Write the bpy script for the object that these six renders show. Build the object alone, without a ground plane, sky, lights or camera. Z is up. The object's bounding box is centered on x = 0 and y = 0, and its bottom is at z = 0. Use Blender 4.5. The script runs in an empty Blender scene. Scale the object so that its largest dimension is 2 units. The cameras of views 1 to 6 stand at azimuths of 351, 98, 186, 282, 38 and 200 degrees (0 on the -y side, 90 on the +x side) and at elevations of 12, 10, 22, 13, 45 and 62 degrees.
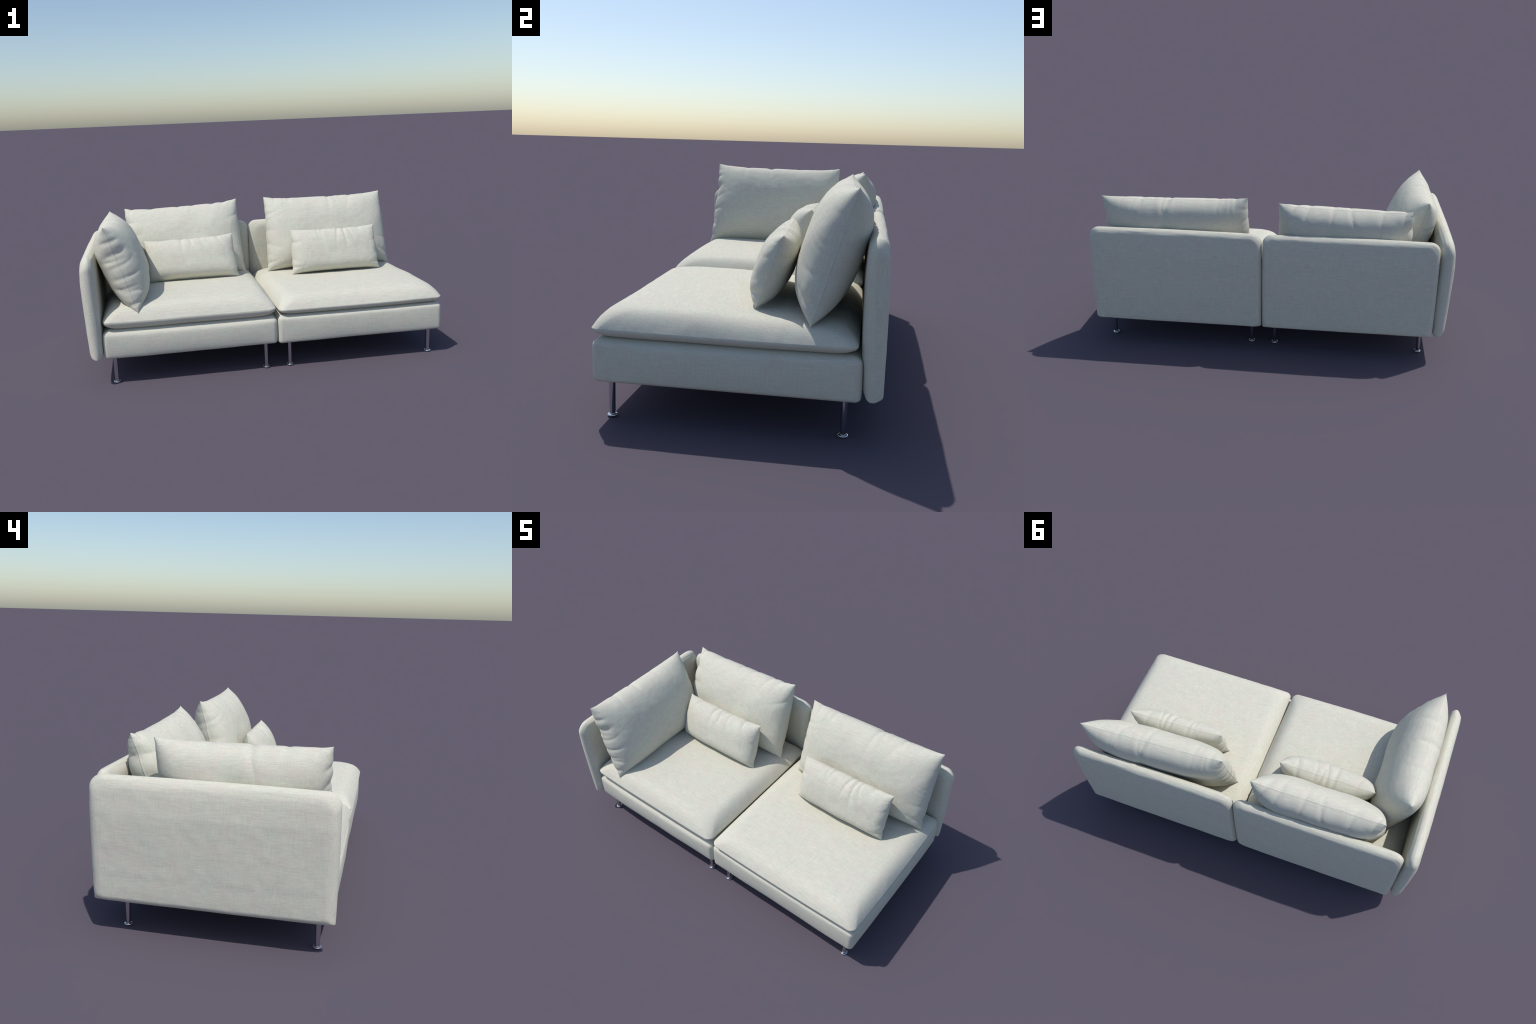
"""Two-module upholstered sofa: arm panel on one end, loose back cushions,
two small throw pillows, slim chrome legs with disc feet."""
import bpy, math, random
import numpy as np
from mathutils import Matrix, Vector, noise

random.seed(7)

# ------------------------------------------------------------------ materials
def fabric_material():
    m = bpy.data.materials.new("linen_fabric")
    m.use_nodes = True
    nt = m.node_tree
    N, L = nt.nodes, nt.links
    bsdf = N["Principled BSDF"]
    bsdf.inputs["Roughness"].default_value = 0.95
    bsdf.inputs["Specular IOR Level"].default_value = 0.12
    co = N.new("ShaderNodeTexCoord")

    def noise_tex(scale3, scale=1.0, detail=3.0, rough=0.6):
        mp = N.new("ShaderNodeMapping")
        mp.inputs["Scale"].default_value = scale3
        L.new(co.outputs["Object"], mp.inputs["Vector"])
        t = N.new("ShaderNodeTexNoise")
        t.inputs["Scale"].default_value = scale
        t.inputs["Detail"].default_value = detail
        t.inputs["Roughness"].default_value = rough
        L.new(mp.outputs["Vector"], t.inputs["Vector"])
        return t.outputs["Fac"], t.outputs["Color"]

    def math_node(op, a, b):
        n = N.new("ShaderNodeMath")
        n.operation = op
        for i, v in enumerate((a, b)):
            if isinstance(v, (int, float)):
                n.inputs[i].default_value = v
            else:
                L.new(v, n.inputs[i])
        return n.outputs[0]

    # slub threads running along each local axis
    tx, _ = noise_tex((19, 270, 270), detail=2.5)
    ty, _ = noise_tex((270, 19, 270), detail=2.5)
    tz, _ = noise_tex((270, 270, 19), detail=2.5)
    slub = math_node('ADD', math_node('MULTIPLY', tx, 0.44), math_node('MULTIPLY', ty, 0.30))
    slub = math_node('ADD', slub, math_node('MULTIPLY', tz, 0.26))
    ramp = N.new("ShaderNodeValToRGB")
    ramp.color_ramp.elements[0].position = 0.36
    ramp.color_ramp.elements[0].color = (0.540, 0.526, 0.451, 1)
    ramp.color_ramp.elements[1].position = 0.64
    ramp.color_ramp.elements[1].color = (0.690, 0.670, 0.581, 1)
    L.new(slub, ramp.inputs["Fac"])
    # faint pink / green drift of the yarn dye
    b1, _ = noise_tex((1, 1, 1), 15.0, 3.0, 0.55)
    tint = N.new("ShaderNodeValToRGB")
    e = tint.color_ramp.elements
    e[0].position, e[0].color = 0.34, (0.965, 1.0, 0.972, 1)
    e[1].position, e[1].color = 0.66, (1.0, 0.970, 0.965, 1)
    L.new(b1, tint.inputs["Fac"])
    mix = N.new("ShaderNodeMix")
    mix.data_type = 'RGBA'
    mix.blend_type = 'MULTIPLY'
    mix.inputs["Factor"].default_value = 1.0
    L.new(ramp.outputs["Color"], mix.inputs[6])
    L.new(tint.outputs["Color"], mix.inputs[7])
    L.new(mix.outputs[2], bsdf.inputs["Base Color"])
    bump = N.new("ShaderNodeBump")
    bump.inputs["Strength"].default_value = 0.22
    bump.inputs["Distance"].default_value = 0.002
    L.new(slub, bump.inputs["Height"])
    L.new(bump.outputs["Normal"], bsdf.inputs["Normal"])
    return m


def chrome_material(name, value, rough):
    m = bpy.data.materials.new(name)
    m.use_nodes = True
    nt = m.node_tree
    b = nt.nodes["Principled BSDF"]
    b.inputs["Metallic"].default_value = 1.0
    b.inputs["Roughness"].default_value = rough
    t = nt.nodes.new("ShaderNodeTexNoise")
    t.inputs["Scale"].default_value = 30
    r = nt.nodes.new("ShaderNodeValToRGB")
    r.color_ramp.elements[0].color = tuple(v * 0.95 for v in value) + (1,)
    r.color_ramp.elements[1].color = value + (1,)
    nt.links.new(t.outputs["Fac"], r.inputs["Fac"])
    nt.links.new(r.outputs["Color"], b.inputs["Base Color"])
    return m


FABRIC = fabric_material()
CHROME = chrome_material("polished_chrome", (0.80, 0.81, 0.84), 0.06)
TUBE = chrome_material("steel_tube", (0.62, 0.62, 0.66), 0.10)

# ------------------------------------------------------------------- helpers
def make_object(name, verts, faces, matrix, material, parent=None):
    me = bpy.data.meshes.new(name)
    me.from_pydata([tuple(v) for v in verts], [], faces)
    me.update()
    me.polygons.foreach_set("use_smooth", [True] * len(me.polygons))
    me.materials.append(material)
    ob = bpy.data.objects.new(name, me)
    bpy.context.scene.collection.objects.link(ob)
    if parent is not None:
        ob.parent = parent
    ob.matrix_world = matrix
    return ob


def frame(origin, ax, ay):
    ax = Vector(ax).normalized()
    az = ax.cross(Vector(ay)).normalized()
    ay = az.cross(ax)
    m = Matrix((ax, ay, az)).transposed().to_4x4()
    m.translation = Vector(origin)
    return m


def fnoise(x, y, z, s):
    return noise.noise((x * s, y * s, z * s))


def rounded_outline(hx, hy, radii, d, n_line, n_arc, grow=0.0):
    """Rounded rectangle inset by d; radii order: (+x+y, -x+y, -x-y, +x-y)."""
    pts = []
    quad = [(1, 1, 0), (-1, 1, 90), (-1, -1, 180), (1, -1, 270)]
    arcs = []
    for (sx, sy, a0), R in zip(quad, radii):
        ex, ey = max(hx - d, 0.0006), max(hy - d, 0.0006)
        r = min(R + grow * d if grow else max(R - d, 0.35 * R), ex * 0.98, ey * 0.98)
        cx, cy = sx * (ex - r), sy * (ey - r)
        arcs.append([(cx + r * math.cos(math.radians(a0 + 90 * i / n_arc)),
                      cy + r * math.sin(math.radians(a0 + 90 * i / n_arc)))
                     for i in range(n_arc + 1)])
    for k in range(4):
        arc, nxt = arcs[k], arcs[(k + 1) % 4]
        pts += arc
        a, b = arc[-1], nxt[0]
        n = n_line[k % 2]
        for i in range(1, n):
            # denser towards the ends of every straight run
            f = 0.5 - 0.5 * math.cos(math.pi * i / n)
            f = 0.6 * f + 0.4 * i / n
            pts.append((a[0] + (b[0] - a[0]) * f, a[1] + (b[1] - a[1]) * f))
    return pts


def loft(name, hx, hy, radii, profile, deform, matrix, parent, n_line=(90, 60), n_arc=10, grow=0.0):
    """Stack of inset outlines: profile = [(inset, height), ...] from the
    middle of the top face over the rim to the middle of the bottom face."""
    verts, faces = [], []
    rings = [rounded_outline(hx, hy, radii, d, n_line, n_arc, grow) for d, _ in profile]
    n = len(rings[0])
    for ring, (d, h) in zip(rings, profile):
        for x, y in ring:
            verts.append(deform(x, y, h, d))
    for r in range(len(rings) - 1):
        a, b = r * n, (r + 1) * n
        for i in range(n):
            j = (i + 1) % n
            faces.append((a + i, b + i, b + j, a + j))
    # close both faces by zipping the innermost ring to its own mirror image
    nl = n_line[1]
    for off, flip in ((0, False), ((len(rings) - 1) * n, True)):
        for i in range(-nl // 2, -nl // 2 + n // 2):
            q = [i % n, (i + 1) % n, (n - nl - i - 1) % n, (n - nl - i) % n]
            q = [off + v for k, v in enumerate(q) if v not in q[:k]]
            if len(q) > 2:
                faces.append(tuple(q[::-1] if flip else q))
    return make_object(name, verts, faces, matrix, FABRIC, parent)


def inner_insets(start, stop, count):
    """Insets from the middle of a face (stop) out to the rim (start)."""
    out = []
    for i in range(count):
        f = 1 - i / count
        out.append(start + (stop - start) * f ** 1.4)
    return out


def interp(x, xs, ys):
    return float(np.interp(x, xs, ys))

# --------------------------------------------------------------- sofa pieces
sofa = bpy.data.objects.new("modular_sofa", None)
bpy.context.scene.collection.objects.link(sofa)
sofa["label"] = "two-seat modular sofa in off-white linen with chrome legs"
sofa["category"] = "sofa"


def panel(name, length, z0, z1, origin_xy, ax, centre, half, bulge, seed, r_top=0.05, r_bot=0.014, rims=(0.055, 0.028)):
    """Upright padded slab. centre(z), half(z): offset and half thickness."""
    hx, hy = length / 2, (z1 - z0) / 2
    zm = (z0 + z1) / 2
    m = frame((origin_xy[0], origin_xy[1], zm), ax, (0, 0, 1))
    steps = 10

    def half_profile(rim):
        p = [(d, 1.0) for d in inner_insets(rim, hy - 0.001, 34)]
        return p + [(rim * (1 - math.sin(math.pi / 2 * i / steps)), math.cos(math.pi / 2 * i / steps))
                    for i in range(0, steps + 1)]
    # the padded inner side rolls off more softly than the outer side
    prof = half_profile(rims[0])
    prof += [(d, -h) for d, h in reversed(half_profile(rims[1])[:-1])]

    def deform(x, y, h, d):
        z = y + zm
        u, v = x / hx, y / hy
        puff = max(0, 1 - u * u) ** 0.7 * max(0, 1 - v * v) ** 0.6
        t = half(z) * h + math.copysign(bulge * puff, h) * min(1, abs(h) * 1.5)
        w = 0.0022 * fnoise(x + seed, y, h, 5.0) + 0.0008 * fnoise(x, y + seed, h, 22.0)
        # small tucks where the cover turns the corners
        c = math.exp(-((1 - abs(u)) * hx / 0.05) ** 2 - ((1 - abs(v)) * hy / 0.05) ** 2)
        w += 0.003 * c * math.sin(60 * (x - y) + seed)
        low = y + hy                             # underside edge is tighter than the top
        if low < 0.12:
            y = -hy + low * (0.35 + 0.65 * low / 0.12)
        y2 = y + 0.004 * (1 - u * u) * (1 if y > 0 else 0) * max(0, v) ** 2
        return (x + 0.003 * u ** 5 * max(0, 1 - v * v), y2, t + centre(z) + w)
    return loft(name, hx, hy, (r_top, r_top, r_bot, r_bot), prof, deform, m, sofa, grow=0.25)


def back_centre(z):           # local +z looks to the front, world y = 0.47 - local z
    return interp(z, (0.15, 0.30, 0.55, 0.70), (-0.006, -0.004, -0.002, 0.0))


def back_half(z):
    return interp(z, (0.15, 0.20, 0.30, 0.55, 0.63, 0.70), (0.030, 0.034, 0.037, 0.038, 0.034, 0.029))


panel("backrest", 0.954, 0.151, 0.695, (0.515, 0.470), (1, 0, 0), back_centre, back_half, 0.008, 1.3)
panel("backrest", 0.940, 0.151, 0.695, (-0.437, 0.470), (1, 0, 0), back_centre, back_half, 0.008, 4.1)


def arm_centre(z):            # local +z looks to +x, world x = -0.945 + local z
    return interp(z, (0.15, 0.30, 0.55, 0.70), (0.006, 0.000, -0.008, -0.008))


def arm_half(z):
    return interp(z, (0.15, 0.20, 0.30, 0.55, 0.63, 0.70), (0.027, 0.033, 0.036, 0.038, 0.036, 0.030))


panel("armrest", 1.014, 0.152, 0.696, (-0.945, -0.0145), (0, 1, 0), arm_centre, arm_half, 0.010, 7.7, r_top=0.056, rims=(0.042, 0.046))


def base(x0, x1, y0, y1, z0, z1, r, puff, seed):
    hx, hy, hz = (x1 - x0) / 2, (y1 - y0) / 2, (z1 - z0) / 2
    m = Matrix.Translation(((x0 + x1) / 2, (y0 + y1) / 2, (z0 + z1) / 2))
    prof = [(d, hz) for d in inner_insets(r * 1.6, hy - 0.001, 20)]
    steps = 7
    ri = r * 1.6
    prof += [(ri * (1 - math.sin(math.pi / 2 * i / steps)), hz - r * (1 - math.cos(math.pi / 2 * i / steps)))
             for i in range(steps + 1)]
    rb = 0.014
    n_side = 8
    prof += [(0, hz - r - (2 * hz - r - rb) * i / n_side) for i in range(1, n_side)]
    prof += [(rb * (1 - math.cos(math.pi / 2 * i / 5)), -hz + rb * (1 - math.sin(math.pi / 2 * i / 5)))
             for i in range(6)]
    prof += [(d, -hz) for d in reversed(inner_insets(rb, hy - 0.001, 6))]

    def deform(x, y, h, d):
        u, v, w = x / hx, y / hy, h / hz
        k = max(0, 1 - w * w) ** 0.7
        dx = math.copysign(puff * k * max(0, 1 - v * v) ** 0.5, u) * abs(u) ** 6
        dy = math.copysign(puff * k * max(0, 1 - u * u) ** 0.35, v) * abs(v) ** 6
        n = 0.002 * fnoise(x + seed, y, h, 6.0)
        return (x + dx + n * abs(u) ** 6, y + dy + n * abs(v) ** 6, h + 0.4 * n)
    return loft("seat_base", hx, hy, (0.022,) * 4, prof, deform, m, sofa)


base(0.040, 0.986, -0.497, 0.436, 0.144, 0.303, 0.027, 0.010, 2.0)
base(-0.903, 0.032, -0.498, 0.436, 0.148, 0.306, 0.036, 0.014, 9.0)


def seat(x0, x1, y0, y1, seam_z, plateau, seed):
    hx, hy = (x1 - x0) / 2, (y1 - y0) / 2
    m = Matrix.Translation(((x0 + x1) / 2, (y0 + y1) / 2, seam_z))
    rim, up, down = 0.095, 0.060, seam_z - 0.301
    crown = plateau - seam_z - up
    prof = [(d, up) for d in inner_insets(rim, hy - 0.001, 44)]
    steps = 10
    prof += [(rim * (1 - math.sin(math.pi / 2 * i / steps)), up * (1 - math.sin(math.pi / 2 * i / steps) ** 2.9))
             for i in range(steps + 1)]
    prof += [(rim * 0.55 * (1 - math.cos(math.pi / 2 * i / 6)), -down * math.sin(math.pi / 2 * i / 6))
             for i in range(1, 7)]
    prof += [(d, -down) for d in reversed(inner_insets(rim, hy - 0.001, 6))]

    def deform(x, y, h, d):
        u, v = x / hx, y / hy
        z = h
        if h >= 0:
            g = max(0, 1 - abs(u) ** (5 if u > 0 else 4)) ** 0.8 * max(0, 1 - abs(v) ** (5 if v < 0 else 4)) ** 0.8
            z += crown * g * min(1.0, h / up)
            back_dip = max(0.0, min(1.0, (v + 0.25) / 0.6))
            z -= 0.014 * back_dip ** 2 * (3 - 2 * back_dip) * h / up
            z += 0.0035 * fnoise(x + seed, y, 0, 3.2) * min(1, g * 3)
            z += 0.0012 * fnoise(x + seed, y, 2, 14.0) * min(1, g * 3)
            # gathers just above the seam
            s = math.exp(-((d - 0.018) / 0.02) ** 2)
            z += 0.0022 * s * (fnoise(x + seed, y, 4, 28.0) + fnoise(x, y + seed, 8, 55.0) * 0.5)
        c = (abs(u) * abs(v)) ** 8
        z += 0.004 * c * fnoise(x + seed, y, h, 40.0)
        ex = 0.006 * math.copysign(max(0, 1 - v * v), u) * abs(u) ** 4
        ey = 0.004 * math.copysign(max(0, 1 - u * u), v) * abs(v) ** 4
        lift = 0.003 * fnoise(x * 0.8 + seed, y * 0.8, 11, 4.0) * (1 - min(1, d / 0.2))
        return (x + ex, y + ey, z + lift)
    return loft("seat_cushion", hx, hy, (0.035,) * 4, prof, deform, m, sofa, n_line=(130, 130), n_arc=14, grow=0.9)


seat(0.046, 0.988, -0.505, 0.422, 0.335, 0.410, 3.0)
seat(-0.898, 0.030, -0.505, 0.422, 0.348, 0.431, 6.0)

# ------------------------------------------------------------------- pillows
def pillow(name, bl, br, tl, tr, front, back, pinches, seed, parent, sag=(0.017, 0.005),
           nx=150, ny=100):
    """Loose knife-edge cushion stretched between four corners.
    pinches: (edge, position, depth, reach, width, side) folds starting at the seam."""
    bl, br, tl, tr = (Vector(p) for p in (bl, br, tl, tr))
    c = (bl + br + tl + tr) / 4
    m = frame(c, (br + tr) - (bl + tl), (tl + tr) - (bl + br))
    inv = m.inverted()
    cs = [inv @ p for p in (bl, br, tl, tr)]
    W = (br - bl).length / 2
    H = (tl - bl).length / 2
    rnd = random.Random(seed)
    extra = []
    for edge, n in (("top", 9), ("bottom", 7), ("left", 7), ("right", 7)):
        for i in range(n):
            extra.append((edge, rnd.uniform(-0.92, 0.92), rnd.uniform(0.0008, 0.0024),
                          rnd.uniform(0.03, 0.10), rnd.uniform(0.006, 0.016), rnd.choice(("front", "back", "both"))))
    pinches = [(e, p, d * 1.15, r, w * 0.8, f) if e == "top" else (e, p, d, r, w, f)
               for e, p, d, r, w, f in pinches]
    folds = [f + (rnd.uniform(-0.45, 0.45),) for f in list(pinches) + extra]

    def spaced(n):
        out = []
        for i in range(n + 1):
            t = -1 + 2 * i / n
            out.append(0.45 * t + 0.55 * math.sin(math.pi / 2 * t))
        return out
    welt = 0.0013                               # stitched lip all round

    def with_welt(vals, half):
        inner = 1 - welt / half
        mid = [v * (inner - 0.0006 / half) for v in vals]
        return [-1, -inner] + mid + [inner, 1]
    S, T = with_welt(spaced(nx), W), with_welt(spaced(ny), H)
    nx, ny = len(S) - 1, len(T) - 1

    def fold_depth(s, t, side):
        """Inward displacement and outline notch at (s, t)."""
        acc = notch_x = notch_y = 0.0
        for edge, pos, depth, reach, width, fs, slant in folds:
            if fs != "both" and fs != side:
                k = 0.25
            else:
                k = 1.0
            if edge == "top":
                a, e = (s - pos) * W, (1 - t) * H
            elif edge == "bottom":
                a, e = (s - pos) * W, (1 + t) * H
            elif edge == "left":
                a, e = (t - pos) * H, (1 + s) * W
            else:
                a, e = (t - pos) * H, (1 - s) * W
            sgn = {"front": 1, "back": -1}.get(side, 0)
            a += slant * e * sgn + 0.007 * sgn * min(1.0, e / 0.03)
            if fs == "both" and sgn == (1 if slant > 0 else -1):
                k = 0.6
            if e > reach * 3 or abs(a) > width * 6:
                continue
            q = (a / (width * (1 + 1.2 * e / reach))) ** 2
            ricker = 1.35 * math.exp(-1.5 * math.sqrt(q)) - 0.75 * math.exp(-0.35 * q)
            rise = min(1.0, 0.35 + e / 0.02)
            acc += k * depth * ricker * rise * math.exp(-(e / reach) ** 1.5)
            edge_w = math.exp(-(e / 0.03) ** 2)
            if edge == "top":
                notch_y -= 0.45 * depth * math.exp(-q) * edge_w
            elif edge == "bottom":
                notch_y += 0.45 * depth * math.exp(-q) * edge_w
            elif edge == "left":
                notch_x += 0.45 * depth * math.exp(-q) * edge_w
            else:
                notch_x -= 0.45 * depth * math.exp(-q) * edge_w
        return acc, notch_x, notch_y

    verts, faces, idx = [], [], {}
    for side, thick, sg in (("front", front, 1), ("back", back, -1)):
        for j, t in enumerate(T):
            for i, s in enumerate(S):
                rim = i in (0, nx) or j in (0, ny)
                if rim and (i, j) in idx:
                    idx[(side, i, j)] = idx[(i, j)]
                    continue
                a, b = (1 + s) / 2, (1 + t) / 2
                p = (cs[0] * (1 - a) * (1 - b) + cs[1] * a * (1 - b)
                     + cs[2] * (1 - a) * b + cs[3] * a * b)
                # seams pulled in between the corners
                px = p.x - sag[1] * math.copysign(1, s) * abs(s) ** 5 * (1 - t ** 4)
                py = p.y - sag[0] * math.copysign(1, t) * abs(t) ** 5 * (1 - s ** 4)
                sb = max(-1.0, min(1.0, s / (1 - welt / W)))
                tb = max(-1.0, min(1.0, t / (1 - welt / H)))
                fs = max(0.0, 1 - abs(sb) ** 4.4)
                tw = tb + (0.13 if sg > 0 else -0.08) * (1 - tb * tb)   # filling settles
                ft = max(0.0, 1 - abs(tw) ** 2.9)
                body = fs ** 0.52 * ft ** 0.58
                d, nx_, ny_ = fold_depth(s, t, "both" if rim else side)
                z = thick * body
                lump = 0.007 * fnoise(s * W + seed, t * H, sg * 3.1, 7.0) * min(1, body * 1.5)
                lump += 0.0009 * fnoise(s * W, t * H + seed, sg, 30.0) * min(1, body * 2)
                z = max(z + lump - d * min(1, body * 4), 0.0014 if not rim else 0.0)
                zz = p.z + sg * z + 0.004 * fnoise(s * W + seed, t * H, 5.0, 12.0) * (1 - min(1, body * 2))
                idx[(side, i, j)] = len(verts)
                if rim:
                    idx[(i, j)] = len(verts)
                verts.append((px + nx_, py + ny_, zz))
        for j in range(ny):
            for i in range(nx):
                q = [idx[(side, i, j)], idx[(side, i + 1, j)], idx[(side, i + 1, j + 1)], idx[(side, i, j + 1)]]
                faces.append(q if sg > 0 else q[::-1])
    return make_object(name, verts, faces, m, FABRIC, parent)


# cushion against the arm panel (its front faces +x)
pillow("back_cushion", (-0.711, -0.488, 0.387), (-0.715, 0.262, 0.385),
       (-0.859, -0.472, 0.849), (-0.856, 0.255, 0.842), 0.118, 0.112,
       [("left", 0.36, 0.022, 0.035, 0.022, "both"), ("left", 0.22, 0.012, 0.045, 0.014, "back"),
        ("left", 0.66, 0.010, 0.030, 0.012, "both"), ("left", 0.10, 0.010, 0.05, 0.014, "front"),
        ("left", -0.18, 0.008, 0.07, 0.012, "front"), ("left", -0.42, 0.010, 0.03, 0.012, "back"),
        ("left", -0.50, 0.007, 0.05, 0.012, "front"), ("left", -0.80, 0.012, 0.035, 0.013, "both"),
        ("top", -0.12, 0.010, 0.10, 0.022, "both"),
        ("top", -0.50, 0.006, 0.08, 0.022, "front"), ("top", 0.35, 0.004, 0.07, 0.022, "front"),
        ("right", 0.3, 0.008, 0.09, 0.02, "both"), ("right", -0.3, 0.006, 0.09, 0.02, "both")], 11, sofa)
# cushion against the back, next to the arm
pillow("back_cushion", (-0.79, 0.235, 0.385), (-0.021, 0.238, 0.394),
       (-0.769, 0.392, 0.834), (-0.044, 0.409, 0.855), 0.112, 0.112,
       [("left", 0.58, 0.016, 0.08, 0.026, "both"), ("left", 0.15, 0.014, 0.09, 0.024, "both"),
        ("left", -0.4, 0.008, 0.08, 0.02, "both"), ("top", 0.55, 0.009, 0.07, 0.026, "both"),
        ("top", 0.18, 0.008, 0.09, 0.022, "back"), ("top", -0.08, 0.007, 0.10, 0.020, "back"),
        ("top", -0.55, 0.008, 0.08, 0.026, "back"), ("top", 0.75, 0.010, 0.12, 0.030, "back"),
        ("top", -0.88, 0.010, 0.07, 0.022, "both"), ("right", 0.6, 0.007, 0.10, 0.022, "front"),
        ("right", -0.72, 0.008, 0.07, 0.02, "front")], 12, sofa)
# cushion against the back of the open module
pillow("back_cushion", (0.118, 0.226, 0.386), (0.951, 0.258, 0.384),
       (0.130, 0.356, 0.860), (0.936, 0.400, 0.854), 0.116, 0.108,
       [("top", 0.08, 0.011, 0.11, 0.022, "both"), ("top", 0.16, 0.007, 0.09, 0.018, "back"),
        ("top", -0.60, 0.005, 0.08, 0.022, "both"), ("top", 0.46, 0.006, 0.09, 0.022, "both"),
        ("top", -0.84, 0.006, 0.05, 0.020, "both"), ("left", 0.5, 0.006, 0.08, 0.016, "both"),
        ("left", 0.1, 0.006, 0.08, 0.016, "both"), ("left", -0.25, 0.006, 0.08, 0.016, "both"),
        ("left", -0.78, 0.009, 0.06, 0.018, "front"), ("right", -0.72, 0.012, 0.07, 0.022, "front"),
        ("right", -0.3, 0.005, 0.08, 0.02, "front")], 13, sofa)


def throw_pillow(*args):
    ob = pillow("throw_pillow", *args, None, sag=(0.010, 0.005), nx=130, ny=80)
    ob["label"] = "small rectangular throw pillow in off-white linen"
    ob["category"] = "pillow"
    return ob


throw_pillow((-0.660, 0.050, 0.408), (-0.088, 0.049, 0.412),
             (-0.664, 0.151, 0.658), (-0.112, 0.161, 0.669), 0.087, 0.070,
             [("top", -0.16, 0.010, 0.07, 0.016, "both"), ("top", 0.0, 0.008, 0.08, 0.014, "both"),
              ("top", 0.10, 0.009, 0.08, 0.014, "both"), ("top", 0.24, 0.005, 0.07, 0.014, "front"),
              ("top", 0.62, 0.008, 0.06, 0.018, "both"), ("top", -0.62, 0.006, 0.05, 0.016, "front"),
              ("right", -0.70, 0.011, 0.05, 0.016, "front")], 14)
throw_pillow((0.243, 0.056, 0.394), (0.816, 0.049, 0.401),
             (0.249, 0.117, 0.673), (0.807, 0.144, 0.668), 0.076, 0.068,
             [("top", 0.10, 0.009, 0.08, 0.014, "front"), ("top", 0.24, 0.010, 0.09, 0.013, "front"),
              ("top", 0.34, 0.006, 0.08, 0.013, "both"), ("top", -0.40, 0.005, 0.06, 0.014, "front"),
              ("top", -0.28, 0.005, 0.06, 0.013, "front"), ("top", 0.6, 0.005, 0.06, 0.016, "back"),
              ("left", 0.40, 0.010, 0.05, 0.020, "both"), ("left", -0.68, 0.009, 0.06, 0.016, "both"),
              ("left", -0.3, 0.005, 0.06, 0.014, "back"), ("right", -0.62, 0.010, 0.05, 0.016, "front"),
              ("right", 0.35, 0.006, 0.05, 0.016, "both")], 15)

# ---------------------------------------------------------------------- legs
def lathe(name, profile, matrix, material, parent, n=40):
    verts, faces = [], []
    for r, z in profile:
        for i in range(n):
            a = 2 * math.pi * i / n
            verts.append((r * math.cos(a), r * math.sin(a), z))
    for k in range(len(profile) - 1):
        for i in range(n):
            j = (i + 1) % n
            faces.append((k * n + i, k * n + j, (k + 1) * n + j, (k + 1) * n + i))
    faces.append(tuple(reversed(range(n))))
    faces.append(tuple(range((len(profile) - 1) * n, len(profile) * n)))
    ob = make_object(name, verts, faces, matrix, material, parent)
    for p in ob.data.polygons:                  # flat end caps
        if len(p.vertices) > 4:
            p.use_smooth = False
    ob.data.set_sharp_from_angle(angle=math.radians(50))
    return ob


tube_mesh = foot_mesh = None
for x in (-0.850, -0.028, 0.107, 0.926):
    for y in (-0.446, 0.383):
        leg = bpy.data.objects.new("leg", None)
        bpy.context.scene.collection.objects.link(leg)
        leg.parent = sofa
        leg.location = (x, y, 0)
        if tube_mesh is None:
            tube = lathe("leg_tube", [(0.0108, 0.007), (0.0110, 0.05), (0.0118, 0.17)], Matrix(), TUBE, leg)
            foot = lathe("leg_foot", [(0.0160, 0.0), (0.0178, 0.0012), (0.0184, 0.0035), (0.0182, 0.0055),
                                      (0.0170, 0.0072), (0.0130, 0.0082), (0.0100, 0.0086)], Matrix(), CHROME, leg)
            tube_mesh, foot_mesh = tube.data, foot.data
        else:
            tube = bpy.data.objects.new("leg_tube", tube_mesh)
            foot = bpy.data.objects.new("leg_foot", foot_mesh)
            for o in (tube, foot):
                bpy.context.scene.collection.objects.link(o)
                o.parent = leg
        for o in (tube, foot):
            o.matrix_parent_inverse = Matrix()
            o.matrix_basis = Matrix()
